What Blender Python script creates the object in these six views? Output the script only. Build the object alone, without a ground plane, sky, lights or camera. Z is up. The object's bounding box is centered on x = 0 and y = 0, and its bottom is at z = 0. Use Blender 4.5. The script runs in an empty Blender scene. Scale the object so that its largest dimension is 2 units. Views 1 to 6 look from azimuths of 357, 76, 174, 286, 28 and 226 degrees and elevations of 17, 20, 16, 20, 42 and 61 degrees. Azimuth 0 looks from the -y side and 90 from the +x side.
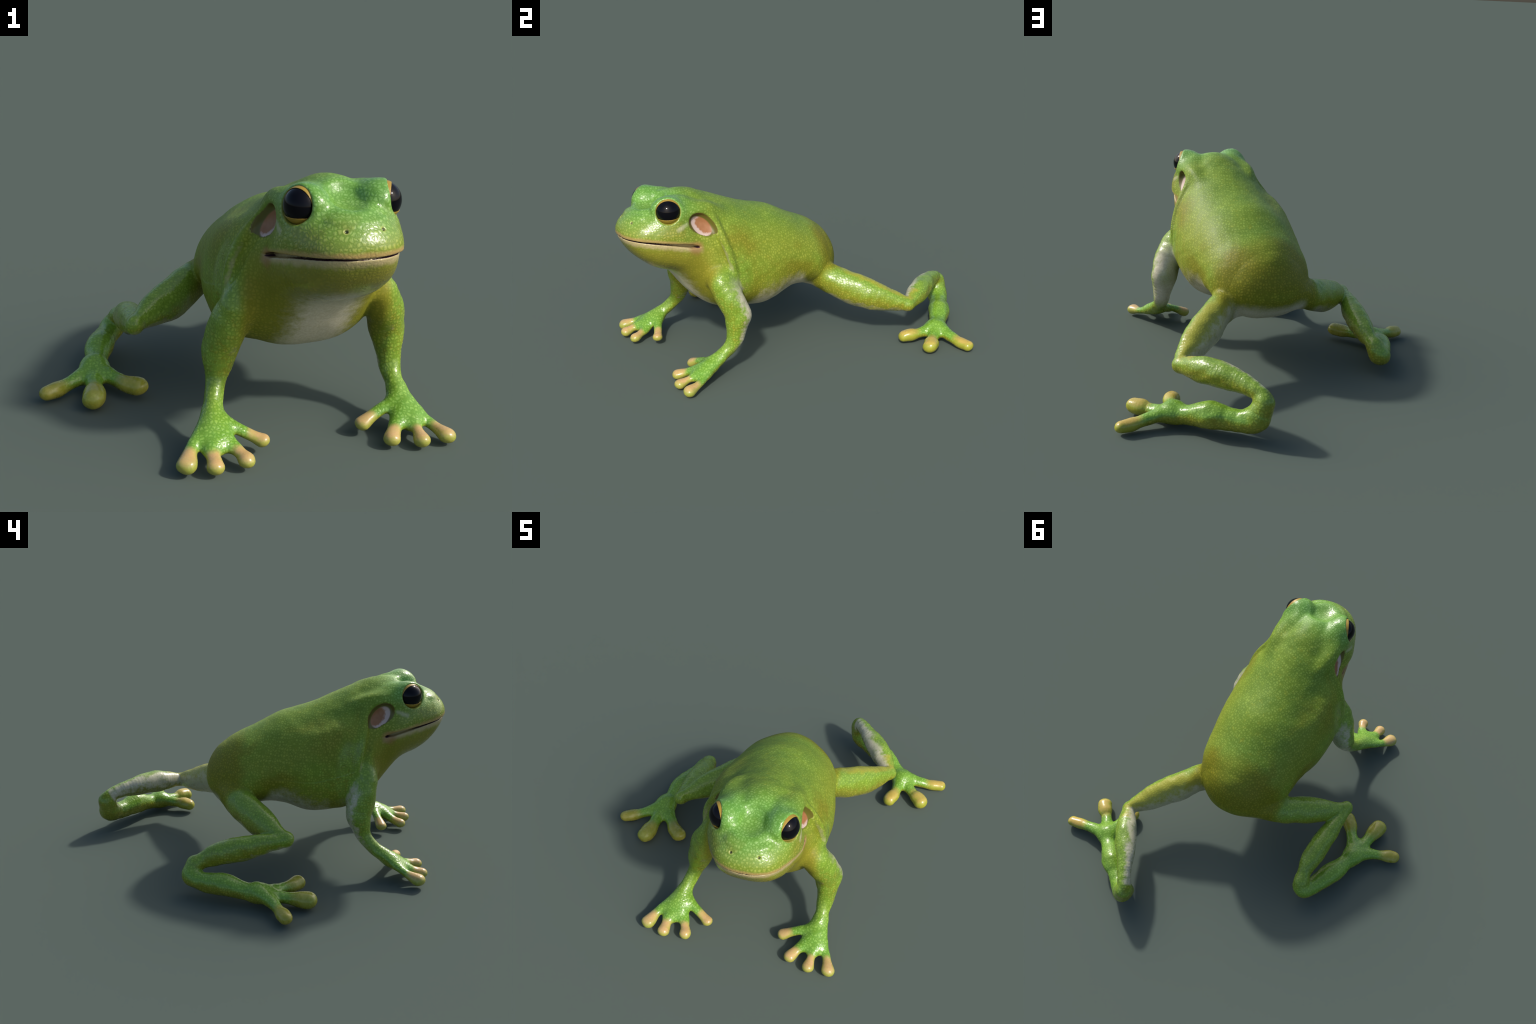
# Green tree frog, crouching mid-step.  The body is described as a field of
# smooth volumes (a lofted trunk, tubes for limbs and digits, small mounds,
# grooves and hollows), polygonised into one skin, then split into parts.
import numpy as np

# ------------------------------------------------------------------ frame
HEADING = np.radians(17.3)                       # the frog looks along FWD
FWD = np.array([np.sin(HEADING), -np.cos(HEADING), 0.0])
LEFT = np.array([np.cos(HEADING), np.sin(HEADING), 0.0])
UP = np.array([0., 0., 1.])
ORIGIN = 0.0872 * LEFT


def ellipsoid(P, c, axes, r):
    q = P - c
    d = np.sqrt(sum(((q @ a) / ri) ** 2 for a, ri in zip(axes, r)) + 1e-12)
    return (d - 1) * min(r)


def to_local(P):
    q = P - ORIGIN
    return q @ FWD, q @ LEFT, P[..., 2]


def world(s, l, z):
    return ORIGIN + s * FWD + l * LEFT + np.array([0, 0, z])


def direction(s, l, z):
    v = s * FWD + l * LEFT + np.array([0, 0, z])
    return v / np.linalg.norm(v)


def cubic(xk, yk, x):
    """natural cubic spline through the stations"""
    xk = np.asarray(xk, float)
    yk = np.asarray(yk, float)
    n = len(xk)
    h = np.diff(xk)
    A = np.eye(n)
    b = np.zeros(n)
    for i in range(1, n - 1):
        A[i, i - 1:i + 2] = h[i - 1], 2 * (h[i - 1] + h[i]), h[i]
        b[i] = 6 * ((yk[i + 1] - yk[i]) / h[i] - (yk[i] - yk[i - 1]) / h[i - 1])
    m = np.linalg.solve(A, b)
    i = np.clip(np.searchsorted(xk, x) - 1, 0, n - 2)
    xc = np.clip(x, xk[0], xk[-1] + .1)
    t = xc - xk[i]
    hi = h[i]
    return (yk[i] + t * ((yk[i + 1] - yk[i]) / hi - hi * (2 * m[i] + m[i + 1]) / 6)
            + t * t * m[i] / 2 + t ** 3 * (m[i + 1] - m[i]) / (6 * hi))


def smin(a, b, k):
    h = np.maximum(k - np.abs(a - b), 0) / k
    return np.minimum(a, b) - h * h * k * .25


def smax(a, b, k):
    return -smin(-a, -b, k)


def overlap(lo, hi, a, b):
    return bool(np.all(lo <= b) and np.all(hi >= a))


def step(e0, e1, x):
    t = np.clip((x - e0) / (e1 - e0), 0, 1)
    return t * t * (3 - 2 * t)


# ------------------------------------------------------------------ trunk and head loft
STATION = [-.14, 0., .15, .3, .45, .58, .70, .80, .90, 1.0]
HALF_WIDTH = [.251, .276, .294, .316, .314, .291, .232, .232, .206, .158]
BACK_Z = [.697, .730, .808, .853, .912, .968, 1.006, 1.000, .970, .916]
BELLY_Z = [.275, .321, .328, .279, .292, .318, .425, .555, .607, .688]
TAIL_S, SNOUT_S = -.257, 1.064
TAIL_CAP, SNOUT_CAP = .257, .088


def trunk(P):
    s, l, z = to_local(P)
    sc = np.clip(s, TAIL_S + 1e-3, SNOUT_S - 1e-3)
    a = np.clip(1 - (sc - TAIL_S) / TAIL_CAP, 0, 1)
    b = np.clip(1 - (SNOUT_S - sc) / SNOUT_CAP, 0, 1)
    # elliptical rump, blunter snout
    e = np.sqrt(np.maximum(1 - a ** 2, 1e-5)) * np.maximum(1 - b ** 2.6, 1e-5) ** (1 / 2.6)
    w = cubic(STATION, HALF_WIDTH, sc) * e
    zt = cubic(STATION, BACK_Z, sc)
    zb = cubic(STATION, BELLY_Z, sc)
    zc = zb + (zt - zb) * np.interp(sc, [.60, .88], [.41, .52])
    dz = z - zc
    h = np.where(dz > 0, zt - zc, zc - zb) * e
    n = np.where(dz > 0, 1.87, 2.42)
    g = ((np.abs(l / w) + 1e-9) ** n + (np.abs(dz / h) + 1e-9) ** n) ** (1 / n)
    f = (g - 1) * np.minimum(w, h)
    ds = s - sc
    f = np.where(np.abs(ds) > 0, np.sqrt(np.maximum(f, 0) ** 2 + ds ** 2), f)
    # fuller flank behind the right shoulder
    return smin(f, ellipsoid(P, world(.43, -.252, .57), (FWD, LEFT, UP), (.16, .055, .17)), .08)


def flank_l(s, z, g=1):
    """half width of the trunk at station s and height z"""
    lo, hi = .02, .5
    for _ in range(30):
        m = (lo + hi) / 2
        lo, hi = (m, hi) if trunk(world(s, m * g, z)[None])[0] < 0 else (lo, m)
    return lo


# ------------------------------------------------------------------ tubes
class Tube:
    """chain of nodes (x, y, z, radius) smoothed by a Catmull-Rom spline;
    flat = (direction, ratio) squashes the section along a direction"""

    def __init__(self, nodes, flat=None, k=.03, sub=5):
        nodes = np.asarray(nodes, float)
        pts = []
        n = len(nodes)
        for i in range(n - 1):
            p0, p1, p2, p3 = (nodes[max(i - 1, 0)], nodes[i], nodes[i + 1], nodes[min(i + 2, n - 1)])
            for t in np.arange(sub) / sub:
                pts.append(.5 * (2 * p1 + (p2 - p0) * t + (2 * p0 - 5 * p1 + 4 * p2 - p3) * t * t
                                 + (3 * p1 - p0 - 3 * p2 + p3) * t ** 3))
        pts.append(nodes[-1])
        self.p = np.array(pts)
        self.flat = flat
        self.k = k
        r = self.p[:, 3].max() + .05
        self.lo = self.p[:, :3].min(0) - r
        self.hi = self.p[:, :3].max(0) + r

    def stretch(self, a, b):
        """the same tube, only from sample a to sample b"""
        t = Tube.__new__(Tube)
        t.__dict__.update(self.__dict__)
        t.p = self.p[a:b]
        return t

    def __call__(self, P):
        best = None
        sh = P.shape[:-1]
        Q = P.reshape(-1, 3)
        for a, b in zip(self.p[:-1], self.p[1:]):
            ab = b[:3] - a[:3]
            ll = ab @ ab
            if ll < 1e-12:
                continue
            d = Q - a[:3]
            t = np.clip((d @ ab) / ll, 0, 1)
            d = d - t[:, None] * ab
            q = np.einsum('ij,ij->i', d, d)
            if self.flat is not None:
                nv, ratio = self.flat
                q = q + (d @ nv) ** 2 * (1 / ratio ** 2 - 1)
            f = np.sqrt(q) - (a[3] + t * (b[3] - a[3]))
            best = f if best is None else np.minimum(best, f)
        return best.reshape(sh)




def horizontal_normal(a, b):
    d = np.asarray(b[:3], float) - np.asarray(a[:3], float)
    v = np.cross(d, UP)
    return v / np.linalg.norm(v)


# limbs: nodes along the bone line
L_ARM = [(.42, -.46, .60, .070), (.51, -.485, .535, .074), (.562, -.445, .43, .075), (.580, -.418, .345, .069),
         (.590, -.43, .25, .051), (.599, -.47, .175, .038), (.610, -.53, .13, .034), (.622, -.59, .095, .036)]
R_ARM = [(.10, -.57, .62, .070), (.012, -.625, .54, .070), (-.042, -.622, .43, .074), (-.075, -.615, .33, .066),
         (-.086, -.642, .23, .043), (-.098, -.70, .16, .035), (-.103, -.76, .125, .034), (-.10, -.80, .10, .036)]
L_HAND = [[(.64, -.59, .09, .032), (.690, -.635, .064, .024), (.735, -.68, .045, .023), (.768, -.730, .035, .033)],
          [(.635, -.60, .09, .032), (.655, -.671, .062, .027), (.665, -.72, .047, .024), (.673, -.763, .035, .032)],
          [(.62, -.60, .09, .032), (.590, -.68, .062, .027), (.574, -.72, .047, .024), (.561, -.761, .035, .032)],
          [(.61, -.57, .10, .032), (.550, -.612, .088, .025), (.50, -.64, .065, .024), (.465, -.659, .045, .030)]]
R_HAND = [[(-.11, -.79, .10, .032), (-.155, -.853, .082, .024), (-.178, -.90, .060, .023), (-.188, -.959, .041, .037)],
          [(-.10, -.80, .10, .032), (-.104, -.873, .070, .027), (-.095, -.92, .053, .024), (-.087, -.961, .039, .033)],
          [(-.09, -.79, .10, .032), (-.040, -.843, .066, .027), (-.005, -.885, .050, .024), (.018, -.919, .038, .032)],
          [(-.08, -.76, .11, .032), (-.015, -.778, .09, .025), (.035, -.785, .07, .024), (.08, -.796, .052, .030)]]
L_THIGH = [(.19, .12, .40, .085), (.285, .21, .360, .086), (.355, .335, .305, .092), (.41, .44, .270, .082),
           (.45, .54, .243, .058), (.477, .60, .228, .036)]
L_SHANK = [(.475, .60, .225, .036), (.44, .645, .233, .047), (.38, .705, .243, .064), (.31, .765, .248, .065),
           (.235, .83, .246, .054), (.17, .89, .238, .042), (.130, .928, .220, .039), (.112, .945, .182, .046)]
L_FOOT = [(.112, .945, .185, .046), (.138, .945, .118, .059), (.20, .925, .092, .051), (.27, .895, .090, .054),
          (.33, .868, .092, .063), (.395, .838, .080, .053), (.45, .812, .070, .045), (.52, .778, .063, .050)]
L_TOES = [[(.50, .78, .065, .044), (.575, .80, .057, .036), (.65, .832, .043, .029), (.690, .850, .038, .034), (.731, .867, .036, .033)],
          [(.51, .77, .065, .044), (.57, .735, .053, .033), (.62, .70, .046, .030), (.655, .682, .045, .043), (.683, .662, .042, .043)],
          [(.50, .77, .065, .044), (.511, .70, .056, .036), (.516, .65, .050, .032), (.517, .61, .046, .040), (.514, .575, .043, .038)]]
R_THIGH = [(-.08, .12, .42, .078), (-.185, .03, .388, .080), (-.268, -.09, .345, .088), (-.335, -.17, .326, .074),
           (-.382, -.240, .312, .050), (-.412, -.295, .302, .034)]
R_SHANK = [(-.412, -.297, .300, .034), (-.430, -.225, .282, .044), (-.447, -.12, .255, .061), (-.465, -.02, .228, .067),
           (-.487, .06, .204, .058), (-.510, .125, .178, .044), (-.530, .165, .152, .044)]
R_FOOT = [(-.527, .165, .155, .044), (-.550, .170, .112, .053), (-.575, .115, .092, .050), (-.586, .045, .090, .054),
          (-.593, -.03, .092, .059), (-.596, -.10, .082, .049), (-.594, -.15, .073, .045), (-.592, -.20, .068, .050)]
R_TOES = [[(-.592, -.19, .07, .044), (-.64, -.27, .060, .036), (-.695, -.325, .048, .029), (-.73, -.358, .040, .034), (-.762, -.383, .037, .034)],
          [(-.592, -.20, .07, .044), (-.586, -.29, .060, .034), (-.578, -.35, .052, .034), (-.571, -.41, .050, .047), (-.566, -.447, .048, .048)],
          [(-.59, -.19, .07, .044), (-.54, -.255, .064, .037), (-.485, -.30, .059, .033), (-.44, -.335, .057, .040), (-.403, -.356, .055, .041)]]
# palms: flattened pads from which the fingers fan out
L_PALM = [(.613, -.53, .125, .034), (.622, -.58, .098, .050), (.632, -.625, .080, .062), (.640, -.65, .068, .060)]
R_PALM = [(-.105, -.745, .13, .034), (-.101, -.79, .108, .050), (-.095, -.83, .085, .062), (-.090, -.85, .073, .058)]

def direction_of_palm(p):
    d = np.array(p[-1][:3]) - np.array(p[0][:3])
    n = np.cross(np.cross(d, UP), d)
    return n / np.linalg.norm(n)


TUBES = {}
for side, arm, palm, hand, thigh, shank, foot, toes in (
        ('left', L_ARM, L_PALM, L_HAND, L_THIGH, L_SHANK, L_FOOT, L_TOES),
        ('right', R_ARM, R_PALM, R_HAND, R_THIGH, R_SHANK, R_FOOT, R_TOES)):
    TUBES[side, 'arm'] = Tube(arm, k=.024)
    TUBES[side, 'palm'] = Tube(palm, flat=(direction_of_palm(palm), .55), k=.03)
    for i, f in enumerate(hand):
        TUBES[side, 'finger', i] = Tube(f, flat=(UP, .82), k=.026)
    TUBES[side, 'thigh'] = Tube(thigh, flat=(horizontal_normal(thigh[1], thigh[-1]), .86), k=.024)
    TUBES[side, 'shank'] = Tube(shank, flat=(horizontal_normal(shank[0], shank[-3]), .90), k=.014)
    TUBES[side, 'foot'] = Tube(foot, k=.016)
    for i, f in enumerate(toes):
        TUBES[side, 'toe', i] = Tube(f, flat=(UP, .90), k=.03)

# ------------------------------------------------------------------ head features
SIDES = (('left', 1), ('right', -1))
EYE_DIR = {n: direction(.45, .88 * g, .10) for n, g in SIDES}
EYE_POS = {n: world(.856, .172 * g, .937) - .027 * EYE_DIR[n] for n, g in SIDES}
EYE_R = .066
APERTURE_R = .0615


LOCAL_AXES = (FWD, LEFT, UP)
SNOUT_RIM = Tube([tuple(world(s, l, z)) + (r,) for s, l, z, r in
                  [(.948, -.100, .896, .003), (.968, -.088, .902, .010), (.988, -.050, .895, .014), (.994, 0., .889, .015),
                   (.988, .050, .895, .014), (.968, .088, .902, .010), (.948, .100, .896, .003)]], k=.03, sub=4)
FOLD = {n: Tube([tuple(world(s, (flank_l(s, z, g) - dip) * g, z)) + (r,) for s, z, dip, r in
                 [(.80, .895, .014, .010), (.755, .908, .008, .014), (.70, .912, .004, .017), (.650, .895, .003, .020),
                  (.612, .850, .001, .022), (.590, .77, .000, .020), (.572, .69, .000, .018), (.557, .61, .000, .015),
                  (.545, .54, .004, .010)]], k=.03, sub=4)
        for n, g in SIDES}

# crease between the fold and the throat
CREASE = {n: Tube([tuple(world(s, (flank_l(s, z, g) + .006) * g, z)) + (r,) for s, z, r in
                   [(.640, .775, .006), (.622, .72, .013), (.606, .66, .014), (.592, .60, .008)]], k=.02, sub=4)
          for n, g in SIDES}


def surface_normal(p):
    e = .004
    v = np.array([trunk((p + e * a)[None])[0] - trunk((p - e * a)[None])[0] for a in np.eye(3)])
    return v / np.linalg.norm(v)


DRUM_SIZE = (.082, .052, .030)
DRUM, DRUM_AXES = {}, {}
for n, g in SIDES:
    p = world(.684, flank_l(.684, .834, g) * g, .834)
    nv = surface_normal(p)
    a = direction(-.64, 0, -.77)
    a = a - (a @ nv) * nv
    a /= np.linalg.norm(a)
    c = np.cross(nv, a)
    c = c if c @ FWD > 0 else -c
    DRUM[n] = p + .019 * nv
    DRUM_AXES[n] = (a, c, nv)



def mouth_z(s):
    return np.interp(s, [.70, .73, .80, .88, .96, 1.03, 1.10], [.729, .735, .755, .772, .786, .797, .802])


def snout_s(l, z):
    """how far forward the snout reaches at (l, z)"""
    lo, hi = .9, 1.2
    for _ in range(30):
        m = (lo + hi) / 2
        lo, hi = (m, hi) if trunk(world(m, l, z)[None])[0] < 0 else (lo, m)
    return lo


NOSTRIL = {n: world(snout_s(.0665, .884) - .001, .0665 * g, .884) for n, g in SIDES}


def near(P, c, r):
    """does the block of points reach within r of c"""
    q = P.reshape(-1, 3)
    d = np.maximum(np.maximum(q.min(0) - c, c - q.max(0)), 0)
    return d @ d < r * r


def head_features(P, f):
    s, l, z = to_local(P)
    lo, hi = P.reshape(-1, 3).min(0), P.reshape(-1, 3).max(0)
    raw = f
    # dished forehead, raised rim of the snout above the nostrils
    c = world(.910, 0, 1.000)
    if near(P, c, .17):
        f = smax(f, -ellipsoid(P, c, LOCAL_AXES, (.112, .098, .070)), .018)
    if overlap(SNOUT_RIM.lo, SNOUT_RIM.hi, lo, hi):
        f = smin(f, SNOUT_RIM(P), .022)
    for n, g in SIDES:
        # brow mound and eyelid mound
        c = world(.808, .108 * g, .944)
        if near(P, c, .24):
            f = smin(f, ellipsoid(P, c, LOCAL_AXES, (.115, .054, .056)), .020)
        if near(P, EYE_POS[n], .17):
            q = P - EYE_POS[n]
            f = smin(f, smax(np.linalg.norm(q, axis=-1) - .075, q @ EYE_DIR[n] - .021, .016), .03)
        c = world(.712, .162 * g, .900)
        if near(P, c, .36):
            f = smin(f, ellipsoid(P, c, LOCAL_AXES, (.13, .045, .056)), .05)
        if overlap(FOLD[n].lo, FOLD[n].hi, lo, hi):
            f = smin(f, FOLD[n](P), .022)
            f = smax(f, -CREASE[n](P), .022)
        # ear drum hollow
        if near(P, DRUM[n], .16):
            f = smax(f, -ellipsoid(P, DRUM[n], DRUM_AXES[n], DRUM_SIZE), .014)
        # eye openings
        if near(P, EYE_POS[n], .3):
            q = P - EYE_POS[n]
            h = q @ EYE_DIR[n]
            rad = np.sqrt(np.maximum(np.einsum('...i,...i->...', q, q) - h * h, 0))
            f = smax(f, -np.maximum(rad - APERTURE_R, -.02 - h), .010)
        # nostrils
        c = NOSTRIL[n]
        if near(P, c, .05):
            f = smax(f, -(np.linalg.norm(P - c, axis=-1) - .0065), .005)
    # the lower jaw sits a little back under the lip
    if hi[2] > .62 and s.max() > .68:
        below = mouth_z(s) - z
        f = f + .011 * step(-.004, .006, below) * step(.12, .01, below) * step(.72, .85, s)
        # mouth slit, gaping a little towards the corners
        th = np.interp(s, [.70, .716, .755, .82, .90, 1.0, 1.1], [-.004, .004, .0105, .009, .005, .003, .003])
        slit = np.maximum(np.abs(z - mouth_z(s)) - th, -(raw + .035))
        f = smax(f, -slit, .009)
    return f


BODY_LO = np.array([-.45, -1.15, .15])
BODY_HI = np.array([.85, .50, 1.15])
HEAD_LO = np.array([-.25, -1.15, .35])
HEAD_HI = np.array([.85, -.20, 1.15])
KNOBS = [(np.array(c), r) for c, r in (
    ((.598, -.398, .345), .046), ((-.092, -.600, .325), .044),
    ((.483, .612, .222), .027), ((-.420, -.303, .298), .026),
    ((.105, .958, .200), .028), ((.130, .962, .105), .032), ((-.562, .175, .105), .040))]
WAVES = [(np.array(k) * 6.283 / w, a, ph) for k, w, a, ph in (
    ((.8, .5, .33), .17, .0017, .3), ((-.4, .75, .53), .13, .0014, 1.7), ((.3, -.5, .81), .105, .0012, 4.1),
    ((.9, -.3, -.3), .060, .0007, 2.2), ((.2, .6, -.77), .052, .0006, 5.3))]


def unevenness(P):
    """slow dents and swellings of living skin"""
    q = P + .03 * np.sin(P[..., [1, 2, 0]] * 17.)
    return sum(a * np.sin(q @ k + ph) for k, a, ph in WAVES)


def field(P):
    """signed field of the whole skin; points P may be any block of space"""
    lo = P.reshape(-1, 3).min(0)
    hi = P.reshape(-1, 3).max(0)
    f = np.full(P.shape[:-1], .3)
    u = unevenness(P)
    if overlap(BODY_LO, BODY_HI, lo, hi):
        f = trunk(P) + .32 * u
        if overlap(HEAD_LO, HEAD_HI, lo, hi):
            f = head_features(P, f)
    for t in TUBES.values():
        if overlap(t.lo, t.hi, lo, hi):
            f = smin(f, t(P) + u, t.k)
    # bony corners: elbows, knees, outer ankles
    for c, r in KNOBS:
        if near(P, c, r + .05):
            f = smin(f, np.linalg.norm(P - c, axis=-1) - r, .03)
    return f


# ------------------------------------------------------------------ polygoniser (surface nets in blocks)
CELL = .0043
NB = 28
GRID_LO = np.array([-.90, -1.08, -.03])
GRID_HI = np.array([.90, 1.08, 1.14])


def polygonise():
    dims = np.ceil((GRID_HI - GRID_LO) / (CELL * NB)).astype(int)
    stride = dims * NB + 4
    ids, pos, quads = [], [], []
    ar = np.arange(-1, NB + 1)
    probe = np.linspace(-1, NB, 6)
    corner = [(i, j, k) for i in (0, 1) for j in (0, 1) for k in (0, 1)]
    edges = [(a, b) for a in range(8) for b in range(8) if a < b and bin(a ^ b).count('1') == 1]

    def cell_id(i, j, k):
        return ((i + 1) * stride[1] + (j + 1)) * stride[2] + (k + 1)

    for bx in range(dims[0]):
        for by in range(dims[1]):
            for bz in range(dims[2]):
                base = np.array([bx, by, bz]) * NB
                org = GRID_LO + base * CELL
                pr = org + CELL * np.stack(np.meshgrid(probe, probe, probe, indexing='ij'), -1)
                fp = field(pr)
                if fp.min() > .035 or fp.max() < -.035:
                    continue
                G = org + CELL * np.stack(np.meshgrid(ar, ar, ar, indexing='ij'), -1)
                V = field(G)
                S = V < 0
                m = NB + 1
                C = [V[i:i + m, j:j + m, k:k + m] for i, j, k in corner]
                cnt = sum((c < 0).astype(int) for c in C)
                act = (cnt > 0) & (cnt < 8)
                if not act.any():
                    continue
                I = np.argwhere(act)
                cv = np.stack([c[act] for c in C], 1)
                acc = np.zeros((len(I), 3))
                num = np.zeros(len(I))
                for a, b in edges:
                    va, vb = cv[:, a], cv[:, b]
                    cr = (va < 0) != (vb < 0)
                    t = np.where(cr, va / np.where(cr, va - vb, 1), 0)
                    pa, pb = np.array(corner[a], float), np.array(corner[b], float)
                    acc += cr[:, None] * (pa + t[:, None] * (pb - pa))
                    num += cr
                gi = I - 1 + base
                ids.append(cell_id(gi[:, 0], gi[:, 1], gi[:, 2]))
                pos.append(GRID_LO + CELL * (gi + acc / num[:, None]))
                for ax in range(3):
                    u, v = (ax + 1) % 3, (ax + 2) % 3
                    sl0 = [slice(1, NB + 1)] * 3
                    sl1 = list(sl0)
                    sl1[ax] = slice(2, NB + 2)
                    s0, s1 = S[tuple(sl0)], S[tuple(sl1)]
                    e = np.argwhere(s0 != s1)
                    if not len(e):
                        continue
                    flip = s0[s0 != s1]
                    g = e + base
                    ring = []
                    for du, dv in ((-1, -1), (0, -1), (0, 0), (-1, 0)):
                        c = g.copy()
                        c[:, u] += du
                        c[:, v] += dv
                        ring.append(cell_id(c[:, 0], c[:, 1], c[:, 2]))
                    q = np.stack(ring, 1)
                    q[~flip] = q[~flip][:, ::-1]
                    quads.append(q)
    ids = np.concatenate(ids)
    pos = np.concatenate(pos)
    quads = np.concatenate(quads)
    uid, first = np.unique(ids, return_index=True)
    return pos[first], np.searchsorted(uid, quads)


def field_sparse(P):
    """field at scattered points: sorted into boxes so that far parts are skipped"""
    out = np.empty(len(P))
    key = np.floor((P - GRID_LO) / .12).astype(int)
    key = (key[:, 0] * 64 + key[:, 1]) * 64 + key[:, 2]
    order = np.argsort(key, kind='stable')
    cut = np.flatnonzero(np.diff(key[order])) + 1
    for grp in np.split(order, cut):
        out[grp] = field(P[grp])
    return out


def relax(V, Q):
    """even the net out, then pull it back on to the zero surface"""
    n = len(V)
    for it in range(2):
        i = np.concatenate([Q[:, a] for a in range(4) for b in (1, 3)])
        j = np.concatenate([Q[:, (a + b) % 4] for a in range(4) for b in (1, 3)])
        acc = np.stack([np.bincount(i, V[j, c], n) for c in range(3)], 1)
        num = np.bincount(i, minlength=n)
        V = V + .5 * (acc / num[:, None] - V)
    e = .002
    f = field_sparse(V)
    grad = np.stack([field_sparse(V + e * np.eye(3)[i]) - f for i in range(3)], 1) / e
    g2 = np.maximum((grad ** 2).sum(1), .05)
    mv = -(f / g2)[:, None] * grad
    ln = np.linalg.norm(mv, axis=1, keepdims=True)
    mv *= np.minimum(1, .003 / np.maximum(ln, 1e-9))
    return V + mv


def vertex_normals(V, Q):
    d1 = V[Q[:, 2]] - V[Q[:, 0]]
    d2 = V[Q[:, 3]] - V[Q[:, 1]]
    fn = np.cross(d1, d2)
    N = np.stack([np.bincount(Q.ravel(), np.repeat(fn[:, c], 4), len(V)) for c in range(3)], 1)
    return N / np.maximum(np.linalg.norm(N, axis=1, keepdims=True), 1e-12)


def regions(C):
    """part name of each face centre"""
    names, dist = [], []
    s, l, z = to_local(C)
    tr = trunk(C)
    names += ['head', 'torso']
    neck = s - (.60 + .10 * step(.55, .85, z))
    dist += [np.where(neck > 0, tr - .012, 9.), np.where(neck > 0, 9., tr - .012)]
    for n, g in SIDES:
        d = ellipsoid(C, DRUM[n], DRUM_AXES[n], DRUM_SIZE)
        names.append(n + ':ear_drum')
        dist.append(np.where(d < .004, -1., 9.))
    for key, t in TUBES.items():
        kind = key[1]
        if kind == 'finger' or kind == 'toe':
            names.append('%s:%s:%d' % (key[0], kind, key[2]))
            dist.append(t.stretch(5, None)(C) - .003)
            # palm and sole are the inner stretch of the digits
            names.append('%s:%s' % (key[0], 'hand' if kind == 'finger' else 'foot'))
            dist.append(t.stretch(0, 6)(C))
        elif kind == 'arm':
            names.append('%s:forelimb' % key[0])
            dist.append(t.stretch(0, 31)(C))
            names.append('%s:hand' % key[0])
            dist.append(t.stretch(30, None)(C))
        elif kind == 'palm':
            names.append('%s:hand' % key[0])
            dist.append(t(C))
        else:
            names.append('%s:%s' % (key[0], kind))
            dist.append(t(C))
    pick = np.argmin(np.stack(dist), 0)
    return np.array(names)[pick]


# ================================================================== Blender part
import bpy
import bmesh
from mathutils import Vector, Matrix


UPV = Vector((0, 0, 1))


class Nodes:
    """small helper to wire shader nodes"""

    def __init__(self, mat):
        mat.use_nodes = True
        self.t = mat.node_tree
        self.t.nodes.clear()

    def new(self, kind, **kw):
        n = self.t.nodes.new(kind)
        for k, v in kw.items():
            setattr(n, k, v)
        return n

    def put(self, sock, v):
        if isinstance(v, bpy.types.NodeSocket):
            self.t.links.new(v, sock)
        else:
            sock.default_value = v

    def math(self, op, a, b=0., c=None, clamp=False):
        n = self.new('ShaderNodeMath', operation=op, use_clamp=clamp)
        self.put(n.inputs[0], a)
        self.put(n.inputs[1], b)
        if c is not None:
            self.put(n.inputs[2], c)
        return n.outputs[0]

    def vec(self, op, a, b=(0, 0, 0), out=0):
        n = self.new('ShaderNodeVectorMath', operation=op)
        self.put(n.inputs[0], a)
        self.put(n.inputs[1], b)
        return n.outputs[out]

    def ramp(self, x, lo, hi, a=0., b=1.):
        n = self.new('ShaderNodeMapRange', interpolation_type='SMOOTHSTEP')
        for i, v in enumerate((x, lo, hi, a, b)):
            self.put(n.inputs[i], v)
        return n.outputs[0]

    def mix(self, fac, a, b, mode='MIX'):
        n = self.new('ShaderNodeMix', data_type='RGBA', blend_type=mode)
        self.put(n.inputs[0], fac)
        self.put(n.inputs[6], a if isinstance(a, bpy.types.NodeSocket) else (*a, 1))
        self.put(n.inputs[7], b if isinstance(b, bpy.types.NodeSocket) else (*b, 1))
        return n.outputs[2]

    def noise(self, vec, scale, detail=3, rough=.55):
        n = self.new('ShaderNodeTexNoise')
        self.put(n.inputs['Vector'], vec)
        n.inputs['Scale'].default_value = scale
        n.inputs['Detail'].default_value = detail
        n.inputs['Roughness'].default_value = rough
        return n.outputs[0]


PEACH = (.58, .36, .16)
YELLOW = (.40, .38, .075)
GREEN = (.195, .308, .036)
DEEP_GREEN = (.155, .268, .034)
LIME = (.248, .298, .030)
OLIVE = (.212, .212, .017)
WHITE = (.60, .56, .44)


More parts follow.
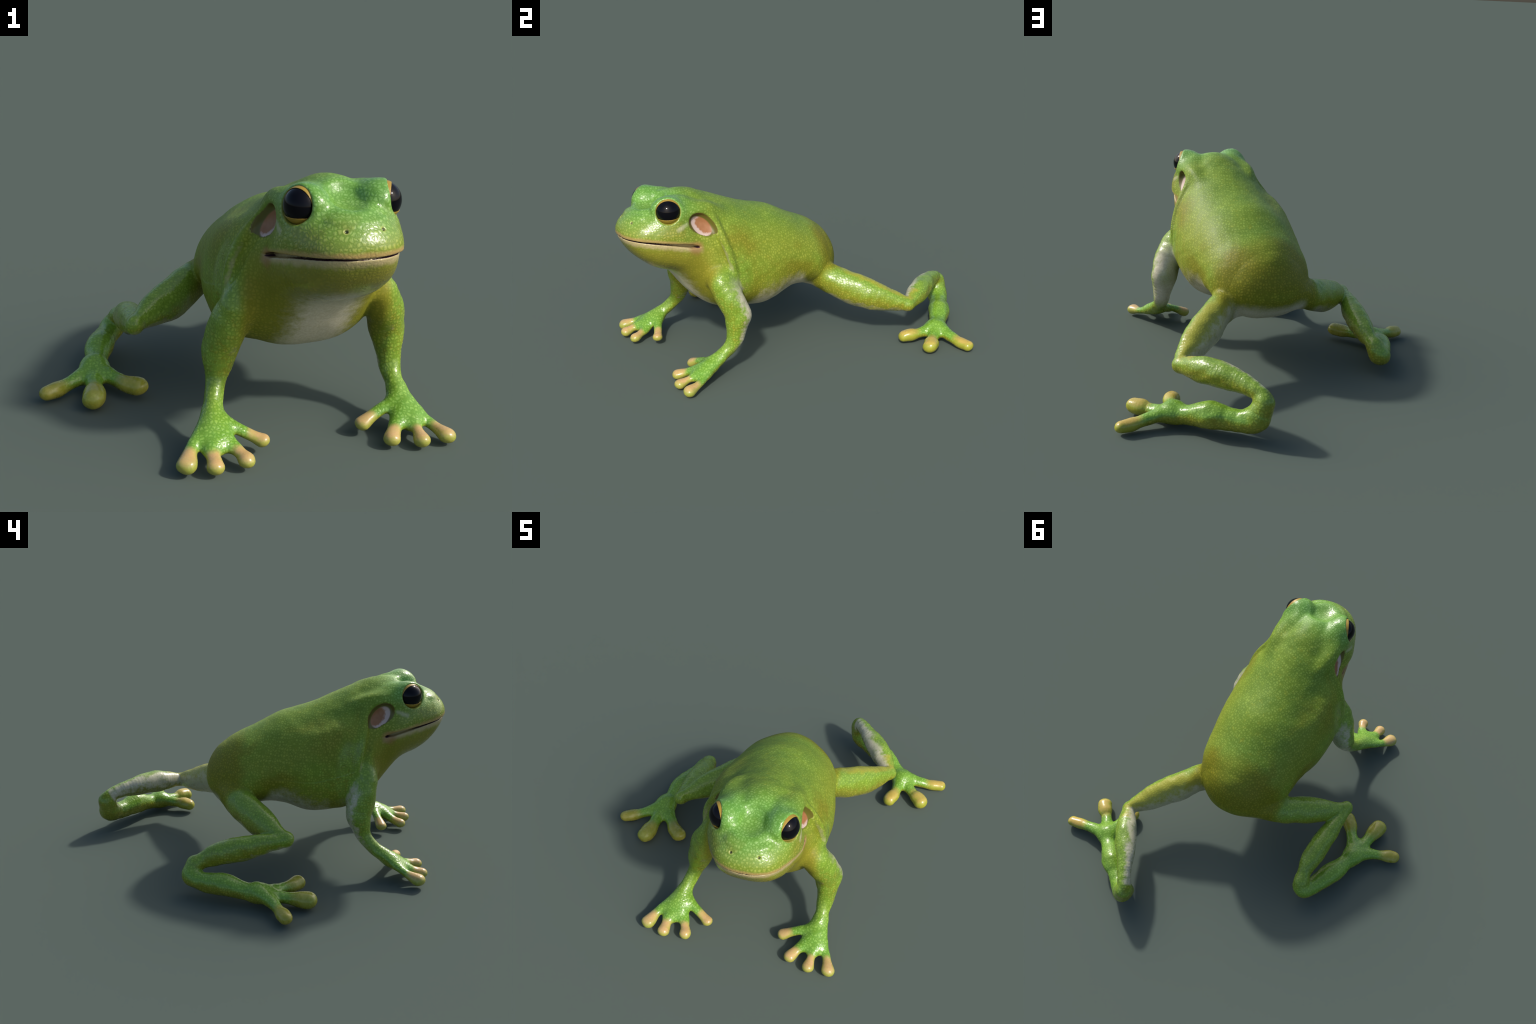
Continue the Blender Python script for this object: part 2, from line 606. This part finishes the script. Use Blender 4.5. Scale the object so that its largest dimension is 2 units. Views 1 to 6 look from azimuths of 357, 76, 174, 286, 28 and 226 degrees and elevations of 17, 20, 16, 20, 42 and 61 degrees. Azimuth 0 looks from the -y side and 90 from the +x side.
class SkinNodes(Nodes):
    def segment(self, pos, a, b):
        """distance from pos to the segment a-b"""
        a = np.asarray(a, float)
        ab = np.asarray(b, float) - a
        q = self.vec('SUBTRACT', pos, tuple(a))
        t = self.math('DIVIDE', self.vec('DOT_PRODUCT', q, tuple(ab), out=1), float(ab @ ab), clamp=True)
        n = self.new('ShaderNodeVectorMath', operation='SCALE')
        n.inputs[0].default_value = tuple(ab)
        self.put(n.inputs['Scale'], t)
        return self.vec('LENGTH', self.vec('SUBTRACT', q, n.outputs[0]), out=1)

    def nearest(self, ds):
        d = ds[0]
        for e in ds[1:]:
            d = self.math('MINIMUM', d, e)
        return d

    def curve(self, x, xs, ys):
        """piecewise curve through (xs, ys)"""
        x0, x1 = xs[0], xs[-1]
        y0, y1 = min(ys), max(ys)
        n = self.new('ShaderNodeFloatCurve')
        c = n.mapping.curves[0]
        pts = [((u - x0) / (x1 - x0), (v - y0) / (y1 - y0)) for u, v in zip(xs, ys)]
        while len(c.points) < len(pts):
            c.points.new(.5, .5)
        for p, q in zip(c.points, pts):
            p.location = q
        n.mapping.update()
        self.put(n.inputs['Value'], self.math('DIVIDE', self.math('SUBTRACT', x, x0), x1 - x0, clamp=True))
        return self.math('ADD', self.math('MULTIPLY', n.outputs[0], y1 - y0), y0)

    def both(self, *ms):
        d = ms[0]
        for e in ms[1:]:
            d = self.math('MULTIPLY', d, e)
        return d


def skin_material():
    mat = bpy.data.materials.new('frog_skin')
    N = SkinNodes(mat)
    M = N.math
    pos = N.new('ShaderNodeTexCoord').outputs['Object']
    nrm = N.new('ShaderNodeNewGeometry').outputs['Normal']
    rel = N.vec('SUBTRACT', pos, tuple(ORIGIN))
    s = N.vec('DOT_PRODUCT', rel, tuple(FWD), out=1)
    l = N.vec('DOT_PRODUCT', rel, tuple(LEFT), out=1)
    al = M('ABSOLUTE', l)
    sep = N.new('ShaderNodeSeparateXYZ')
    N.put(sep.inputs[0], pos)
    z = sep.outputs[2]
    sn = N.new('ShaderNodeSeparateXYZ')
    N.put(sn.inputs[0], nrm)
    nz = sn.outputs[2]
    nfwd = N.vec('DOT_PRODUCT', nrm, tuple(FWD), out=1)
    blot = N.noise(pos, 7, 3)
    mott = N.noise(pos, 34, 4, .65)
    fine = N.noise(pos, 110, 3, .6)
    wob = M('SUBTRACT', blot, .5)
    wob2 = M('SUBTRACT', mott, .5)
    jit = M('ADD', M('MULTIPLY', wob, .10), M('MULTIPLY', wob2, .06))

    def mask(x, lo, hi, amount=1.):
        return N.ramp(x, lo, hi, 0., amount)

    # where on the frog: trunk is the part close to the midline
    on_trunk = N.both(mask(M('ADD', al, M('ADD', mask(s, .12, -.02, .05), mask(s, .42, .50, .035))), .355, .295), mask(z, .20, .24))
    belly_line = N.curve(s, [-.30, -.1, .05, .30, .50, .62, .75, .90, 1.06],
                         [.37, .385, .435, .460, .435, .480, .575, .632, .675])
    back_line = N.curve(s, [-.30, -.1, .15, .45, .7, 1.06], [.60, .70, .81, .91, 1.0, .96])
    u = M('DIVIDE', M('SUBTRACT', z, belly_line), M('SUBTRACT', back_line, belly_line))
    uj = M('ADD', u, M('MULTIPLY', jit, 2.2))

    col = N.mix(mask(blot, .38, .62), DEEP_GREEN, GREEN)
    # brighter lime green on head and hands
    col = N.mix(mask(M('ADD', s, M('MULTIPLY', jit, .8)), .62, .84, .80), col, N.mix(mask(mott, .4, .65), (.130, .35, .060), (.165, .39, .075)))
    # yellower cheeks, flanks
    flank = N.both(mask(uj, .95, .50), on_trunk)
    col = N.mix(M('MULTIPLY', flank, .75), col, LIME)
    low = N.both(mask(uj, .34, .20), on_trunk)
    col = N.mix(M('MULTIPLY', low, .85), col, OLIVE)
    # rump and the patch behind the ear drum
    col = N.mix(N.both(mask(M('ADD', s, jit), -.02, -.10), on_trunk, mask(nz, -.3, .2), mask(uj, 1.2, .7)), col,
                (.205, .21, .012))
    patch = N.vec('LENGTH', N.vec('SUBTRACT', pos, tuple(world(.50, .27, .70))), out=1)
    col = N.mix(mask(M('ADD', patch, M('MULTIPLY', jit, 2.)), .15, .05, .75), col, OLIVE)
    patch = N.vec('LENGTH', N.vec('SUBTRACT', pos, tuple(world(.46, -.29, .66))), out=1)
    col = N.mix(mask(M('ADD', patch, M('MULTIPLY', jit, 2.)), .18, .08, .55), col, OLIVE)
    # mottling in brighter yellow-green and deeper green
    trunk_back = mask(s, .80, .66)
    col = N.mix(M('MULTIPLY', mask(mott, .54, .72, .40), trunk_back), col, (.285, .32, .022))
    col = N.mix(M('MULTIPLY', mask(mott, .46, .30, .28), trunk_back), col, (.115, .20, .012))
    blot2 = N.noise(N.vec('ADD', pos, (3.1, 1.7, .4)), 5.5, 3)
    col = N.mix(N.both(on_trunk, mask(blot2, .50, .66, .5), mask(u, .95, .7)), col, OLIVE)
    # limbs: yellow undersides and edges
    limb = M('SUBTRACT', 1., on_trunk)
    nzj = M('ADD', nz, M('MULTIPLY', wob2, .9))
    col = N.mix(N.both(limb, mask(nzj, .25, -.35), mask(z, .62, .5)), col, (.27, .25, .018))
    col = N.mix(M('MULTIPLY', limb, N.ramp(mott, .35, .60, .35, .75)), col, (.215, .365, .036))
    col = N.mix(N.both(limb, mask(s, .12, .0), mask(M('ADD', nz, M('MULTIPLY', jit, 6.)), .6, -.3, .75)), col, (.27, .265, .026))
    hands = N.both(limb, mask(z, .20, .10), mask(nz, 0, .5))
    col = N.mix(M('MULTIPLY', hands, .6), col, (.16, .38, .042))

    # pale cells on a darker net
    wnode = N.new('ShaderNodeTexNoise')
    N.put(wnode.inputs['Vector'], pos)
    wnode.inputs['Scale'].default_value = 75
    wv = N.new('ShaderNodeVectorMath', operation='SCALE')
    N.put(wv.inputs[0], wnode.outputs[1])
    wv.inputs['Scale'].default_value = .011
    vor = N.new('ShaderNodeTexVoronoi', feature='DISTANCE_TO_EDGE')
    N.put(vor.inputs['Vector'], N.vec('ADD', pos, wv.outputs[0]))
    vor.inputs['Scale'].default_value = 66
    vor.inputs['Randomness'].default_value = .65
    cell = N.ramp(M('ADD', vor.outputs['Distance'], M('MULTIPLY', M('SUBTRACT', fine, .5), .10)), .0, .40)
    dark = N.mix(1., col, (.78, .81, .68), 'MULTIPLY')
    light = N.mix(1., col, N.mix(mask(s, .55, .75), (1.28, 1.18, 1.50), (1.42, 1.22, 1.75)), 'MULTIPLY')
    col = N.mix(cell, dark, light)

    # white belly and throat, pale backs of the arms and insides of the legs
    belly = N.both(on_trunk, mask(M('ADD', al, mask(s, .16, .0, .14)), .36, .30), mask(M('ADD', M('ADD', al, M('MULTIPLY', wob2, .12)), M('MULTIPLY', mask(s, .50, .38), -.16)), .18, .06), mask(M('SUBTRACT', M('ADD', z, M('MULTIPLY', jit, .45)), belly_line), .045, -.030))
    arm_back = N.both(limb, mask(M('ADD', M('ADD', nfwd, M('MULTIPLY', wob2, 1.8)), mask(l, .05, -.05, .40)), .25, -.65), mask(z, .13, .22), mask(s, .46, .53),
                      mask(z, .58, .44))
    limb_under = N.both(limb, mask(nzj, -.35, -.85, .6), mask(z, .16, .24))
    shank_d = N.segment(pos, L_SHANK[0][:3], L_SHANK[5][:3])
    shank_n = N.vec('DOT_PRODUCT', nrm, (-.60, -.60, .53), out=1)
    shank_w = N.both(mask(shank_d, .085, .07), mask(M('ADD', shank_n, M('MULTIPLY', wob2, 1.4)), .40, 1.05, .85), mask(z, .17, .20))
    thigh_d = N.segment(pos, L_THIGH[1][:3], L_THIGH[5][:3])
    near_thigh = N.both(mask(thigh_d, .125, .105), mask(s, -.12, -.20))
    thigh_y = N.both(near_thigh, mask(M('ADD', N.vec('DOT_PRODUCT', nrm, (-.45, .30, .84), out=1), M('MULTIPLY', wob2, .6)), .30, .70))
    thigh_w = N.both(near_thigh, mask(M('ADD', N.vec('DOT_PRODUCT', nrm, (-.80, .48, -.35), out=1), M('MULTIPLY', wob2, 1.0)), .45, .95, .6))
    col = N.mix(M('MULTIPLY', thigh_y, .75), col, (.36, .33, .035))
    white = WHITE
    pale = N.nearest([M('SUBTRACT', 1., m) for m in (belly, arm_back, limb_under, shank_w, thigh_w)])
    white_col = N.mix(mask(fine, .35, .65), WHITE, (.52, .48, .35))
    col = N.mix(M('SUBTRACT', 1., pale), col, white_col)

    # lips: peach above and below the slit, redder at the corner
    mz = N.curve(s, [.70, .73, .80, .88, .96, 1.03, 1.10], [.729, .735, .755, .772, .786, .797, .802])
    dz = M('SUBTRACT', z, mz)
    on_face = N.both(mask(s, .682, .725), on_trunk)
    lip_up = N.both(on_face, mask(M('ADD', dz, M('MULTIPLY', wob2, .02)), .030, .010), mask(dz, -.004, 0.))
    lip_lo = N.both(on_face, mask(M('ADD', dz, M('MULTIPLY', wob2, -.03)), -.042, -.014), mask(dz, .004, 0.))
    jaw = N.both(mask(s, .60, .70), on_trunk, mask(M('ADD', dz, M('MULTIPLY', jit, .6)), .02, -.03), M('SUBTRACT', 1., belly))
    col = N.mix(M('MULTIPLY', jaw, .6), col, (.235, .225, .022))
    col = N.mix(M('MULTIPLY', lip_up, .8), col, (.46, .30, .12))
    col = N.mix(M('MULTIPLY', lip_lo, .8), col, (.50, .40, .22))
    corner = N.nearest([N.vec('LENGTH', N.vec('SUBTRACT', pos, tuple(world(.735, .240 * g, .728))), out=1) for _, g in SIDES])
    col = N.mix(mask(M('ADD', corner, M('MULTIPLY', jit, .3)), .055, .02, .6), col, (.28, .13, .045))

    # pale crease under the fold, streak below the eye
    folds, streaks = [], []
    for n, g in SIDES:
        p = FOLD[n].p[:, :3]
        chain = [p[16], p[20], p[24], p[28], p[32]]
        folds += [N.segment(pos, a + .008 * FWD, b + .008 * FWD) for a, b in zip(chain[:-1], chain[1:])]
        streaks.append(N.segment(pos, world(.825, (flank_l(.825, .845, g) + .004) * g, .845), world(.775, (flank_l(.775, .863, g) + .004) * g, .863)))
    fd = M('ADD', N.nearest(folds), M('MULTIPLY', wob2, .012))
    col = N.mix(mask(fd, .016, .004, .6), col, (.55, .50, .33))

    col = N.mix(mask(M('ADD', N.nearest(streaks), M('MULTIPLY', wob2, .02)), .020, .0, .6), col, (.50, .48, .32))
    # dark olive ring round the ear drum
    rings = []
    for n, _ in SIDES:
        q = N.vec('SUBTRACT', pos, tuple(DRUM[n] - .006 * DRUM_AXES[n][1]))
        a = M('DIVIDE', N.vec('DOT_PRODUCT', q, tuple(DRUM_AXES[n][0]), out=1), DRUM_SIZE[0])
        c = M('DIVIDE', N.vec('DOT_PRODUCT', q, tuple(DRUM_AXES[n][1]), out=1), DRUM_SIZE[1])
        rings.append(M('ADD', M('SQRT', M('ADD', M('MULTIPLY', a, a), M('MULTIPLY', c, c))),
                       mask(N.vec('LENGTH', q, out=1), .11, .16, 3.)))
    ring = N.nearest(rings)
    col = N.mix(mask(M('ADD', ring, M('MULTIPLY', wob2, .3)), 1.06, .82, .75), col, (.115, .105, .014))
    # eye rim; nostrils get a painted rim highlight and a blackened hole
    rims = []
    for n, _ in SIDES:
        q = N.vec('SUBTRACT', pos, tuple(EYE_POS[n] + .025 * EYE_DIR[n]))
        rims.append(M('ABSOLUTE', M('SUBTRACT', N.vec('LENGTH', q, out=1), APERTURE_R + .002)))
    col = N.mix(mask(N.nearest(rims), .006, .002, .45), col, (.36, .30, .06))
    nost = N.nearest([N.vec('LENGTH', N.vec('SUBTRACT', pos, tuple(NOSTRIL[n])), out=1) for n, _ in SIDES])
    col = N.mix(mask(nost, .014, .008, .5), col, (.42, .45, .12))
    col = N.mix(mask(nost, .0075, .0055), col, (.01, .012, .004))
    # inside of the mouth
    inside = N.both(on_face, mask(M('ABSOLUTE', dz), .0085, .005), mask(M('ABSOLUTE', nz), .60, .85))
    col = N.mix(inside, col, (.045, .012, .035))

    # toe pads
    pads = [N.segment(pos, t[-1][:3], .55 * np.array(t[-1][:3]) + .45 * np.array(t[-2][:3])) for t in L_HAND + R_HAND]
    pd = M('ADD', N.nearest(pads), M('MULTIPLY', wob2, .03))
    col = N.mix(mask(pd, .057, .026, .92), col, N.mix(mask(M('ADD', nz, M('MULTIPLY', wob2, 1.8)), .1, 1.05), YELLOW, PEACH))
    toes_l = [N.segment(pos, t[-1][:3], .2 * np.array(t[-1][:3]) + .8 * np.array(t[-2][:3])) for t in L_TOES]
    toes_r = [N.segment(pos, t[-1][:3], .2 * np.array(t[-1][:3]) + .8 * np.array(t[-2][:3])) for t in R_TOES]
    pl = M('ADD', N.nearest(toes_l), M('MULTIPLY', wob2, .03))
    col = N.mix(mask(pl, .085, .03, .85), col, N.mix(mask(M('ADD', nz, M('MULTIPLY', wob2, 2.)), .2, 1.), (.36, .36, .04), (.56, .37, .09)))
    pr = M('ADD', N.nearest(toes_r), M('MULTIPLY', wob2, .03))
    col = N.mix(mask(pr, .085, .03, .85), col, N.mix(mask(mott, .40, .65), (.33, .30, .035), (.44, .36, .07)))  # right toes tinted duller than the left for the shadow on them
    bare = M('MAXIMUM', mask(M('MINIMUM', pd, M('MINIMUM', pl, pr)), .055, .04), M('SUBTRACT', 1., pale))

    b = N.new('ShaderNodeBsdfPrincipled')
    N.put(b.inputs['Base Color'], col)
    gloss = M('MAXIMUM', mask(s, .72, .85), M('MAXIMUM', hands, mask(limb, .5, .9, .95)))
    N.put(b.inputs['Roughness'], M('SUBTRACT', M('ADD', .42, M('MULTIPLY', mott, .14)), M('MULTIPLY', gloss, .22)))
    N.put(b.inputs['Specular IOR Level'], M('ADD', .20, M('MULTIPLY', gloss, .32)))
    b.inputs['Subsurface Weight'].default_value = .08
    b.inputs['Subsurface Radius'].default_value = (.02, .02, .008)
    bump = N.new('ShaderNodeBump')
    bump.inputs['Distance'].default_value = .0035
    N.put(bump.inputs['Strength'], M('MULTIPLY', M('ADD', .13, M('MULTIPLY', gloss, .05)), M('SUBTRACT', 1., M('MULTIPLY', bare, .8))))
    N.put(bump.inputs['Height'], M('ADD', cell, M('MULTIPLY', fine, .4)))
    N.put(b.inputs['Normal'], bump.outputs[0])
    o = N.new('ShaderNodeOutputMaterial')
    N.put(o.inputs[0], b.outputs[0])
    return mat


def drum_material(side, g):
    """ear drum: brown centre, milky rim towards the cheek"""
    mat = bpy.data.materials.new('ear_drum_skin')
    N = SkinNodes(mat)
    pos = N.new('ShaderNodeTexCoord').outputs['Object']
    c = DRUM[side] + .012 * DRUM_AXES[side][0] - .018 * DRUM_AXES[side][1]
    q = N.vec('SUBTRACT', pos, tuple(c))
    s = N.math('DIVIDE', N.vec('DOT_PRODUCT', q, tuple(DRUM_AXES[side][0]), out=1), .070)
    z = N.math('DIVIDE', N.vec('DOT_PRODUCT', q, tuple(DRUM_AXES[side][1]), out=1), .047)
    r = N.math('SQRT', N.math('ADD', N.math('MULTIPLY', s, s), N.math('MULTIPLY', z, z)))
    r = N.math('ADD', r, N.math('MULTIPLY', N.math('SUBTRACT', N.noise(pos, 70, 3), .5), .5))
    col = N.mix(N.ramp(r, .70, .98), N.mix(N.noise(pos, 60, 2), (.27, .105, .035), (.36, .17, .075)), (.56, .43, .38))
    q = N.vec('SUBTRACT', pos, tuple(DRUM[side]))
    a = N.math('DIVIDE', N.vec('DOT_PRODUCT', q, tuple(DRUM_AXES[side][0]), out=1), DRUM_SIZE[0])
    c = N.math('DIVIDE', N.vec('DOT_PRODUCT', q, tuple(DRUM_AXES[side][1]), out=1), DRUM_SIZE[1])
    rr = N.math('SQRT', N.math('ADD', N.math('MULTIPLY', a, a), N.math('MULTIPLY', c, c)))
    col = N.mix(N.ramp(rr, .74, .86), col, (.115, .105, .014))
    b = N.new('ShaderNodeBsdfPrincipled')
    N.put(b.inputs['Base Color'], col)
    b.inputs['Roughness'].default_value = .4
    o = N.new('ShaderNodeOutputMaterial')
    N.put(o.inputs[0], b.outputs[0])
    return mat


def plain(name, colour, rough, **kw):
    mat = bpy.data.materials.new(name)
    N = Nodes(mat)
    b = N.new('ShaderNodeBsdfPrincipled')
    b.inputs['Base Color'].default_value = (*colour, 1)
    b.inputs['Roughness'].default_value = rough
    for k, v in kw.items():
        b.inputs[k.replace('_', ' ')].default_value = v
    o = N.new('ShaderNodeOutputMaterial')
    N.put(o.inputs[0], b.outputs[0])
    return mat


def add_object(name, mesh, parent):
    ob = bpy.data.objects.new(name, mesh)
    bpy.context.scene.collection.objects.link(ob)
    ob.parent = parent
    return ob


def build():
    import time
    t0 = time.time()
    V, Q = polygonise()
    print('net', time.time() - t0)
    V = relax(V, Q)
    print('relax', time.time() - t0)
    VN = vertex_normals(V, Q)
    lab = regions(V[Q].mean(1))
    print('skin', len(V), len(Q), round(time.time() - t0, 1), 's')
    skin = skin_material()
    root = bpy.data.objects.new('tree_frog', None)
    bpy.context.scene.collection.objects.link(root)
    root['label'] = 'glossy green tree frog crawling, black eyes, white belly, peach toe pads'
    root['category'] = 'frog'

    def piece(name, mask, parent, mat=skin):
        q = Q[mask]
        used, inv = np.unique(q, return_inverse=True)
        me = bpy.data.meshes.new(name)
        v = V[used]
        q = inv.reshape(-1, 4)
        me.vertices.add(len(v))
        me.vertices.foreach_set('co', v.astype(np.float32).ravel())
        me.loops.add(q.size)
        me.loops.foreach_set('vertex_index', q.astype(np.int32).ravel())
        me.polygons.add(len(q))
        me.polygons.foreach_set('loop_start', np.arange(0, q.size, 4, dtype=np.int32))
        me.update(calc_edges=True)
        me.validate()
        me.polygons.foreach_set('use_smooth', np.ones(len(me.polygons), bool))
        me.normals_split_custom_set_from_vertices(VN[used].tolist())
        me.materials.append(mat)
        return add_object(name, me, parent)

    head = piece('head', lab == 'head', root)
    piece('torso', lab == 'torso', root)
    for side, g in SIDES:
        piece('ear_drum', lab == side + ':ear_drum', head, drum_material(side, g))
        arm = piece('forelimb', lab == side + ':forelimb', root)
        piece('hand', lab == side + ':hand', arm)
        for i in range(4):
            piece('finger', lab == '%s:finger:%d' % (side, i), arm)
        leg = piece('hindlimb', (lab == side + ':thigh') | (lab == side + ':shank'), root)
        piece('foot', lab == side + ':foot', leg)
        for i in range(3):
            piece('toe', lab == '%s:toe:%d' % (side, i), leg)

    black = plain('eye_black', (.003, .003, .005), .07, Specular_IOR_Level=.2)
    gold = plain('iris_gold', (.36, .235, .032), .42)
    for side, g in SIDES:
        bm = bmesh.new()
        bmesh.ops.create_uvsphere(bm, u_segments=64, v_segments=40, radius=EYE_R)
        bmesh.ops.translate(bm, verts=bm.verts, vec=Vector(EYE_POS[side]))
        me = bpy.data.meshes.new('eye')
        for f in bm.faces:
            f.smooth = True
        bm.to_mesh(me)
        bm.free()
        me.materials.append(black)
        eye = add_object('eye', me, head)
        # gold crescents of the lids, thin shells over the eyeball
        d = Vector(EYE_DIR[side])
        axis = (d - .17 * UPV).normalized()
        for n, off in ((Vector((0, 0, -1)) - .10 * d, .027), (-axis, -.335 * EYE_R)):
            bm = bmesh.new()
            bmesh.ops.create_uvsphere(bm, u_segments=96, v_segments=64, radius=EYE_R + .0022)
            n.normalize()
            bmesh.ops.bisect_plane(bm, geom=bm.verts[:] + bm.edges[:] + bm.faces[:], plane_co=n * off, plane_no=n,
                                   clear_inner=True)
            bmesh.ops.solidify(bm, geom=bm.faces[:], thickness=.0015)
            bmesh.ops.translate(bm, verts=bm.verts, vec=Vector(EYE_POS[side]))
            me = bpy.data.meshes.new('eyelid')
            for f in bm.faces:
                f.smooth = True
            bm.to_mesh(me)
            bm.free()
            me.materials.append(gold)
            add_object('eyelid', me, head)


build()
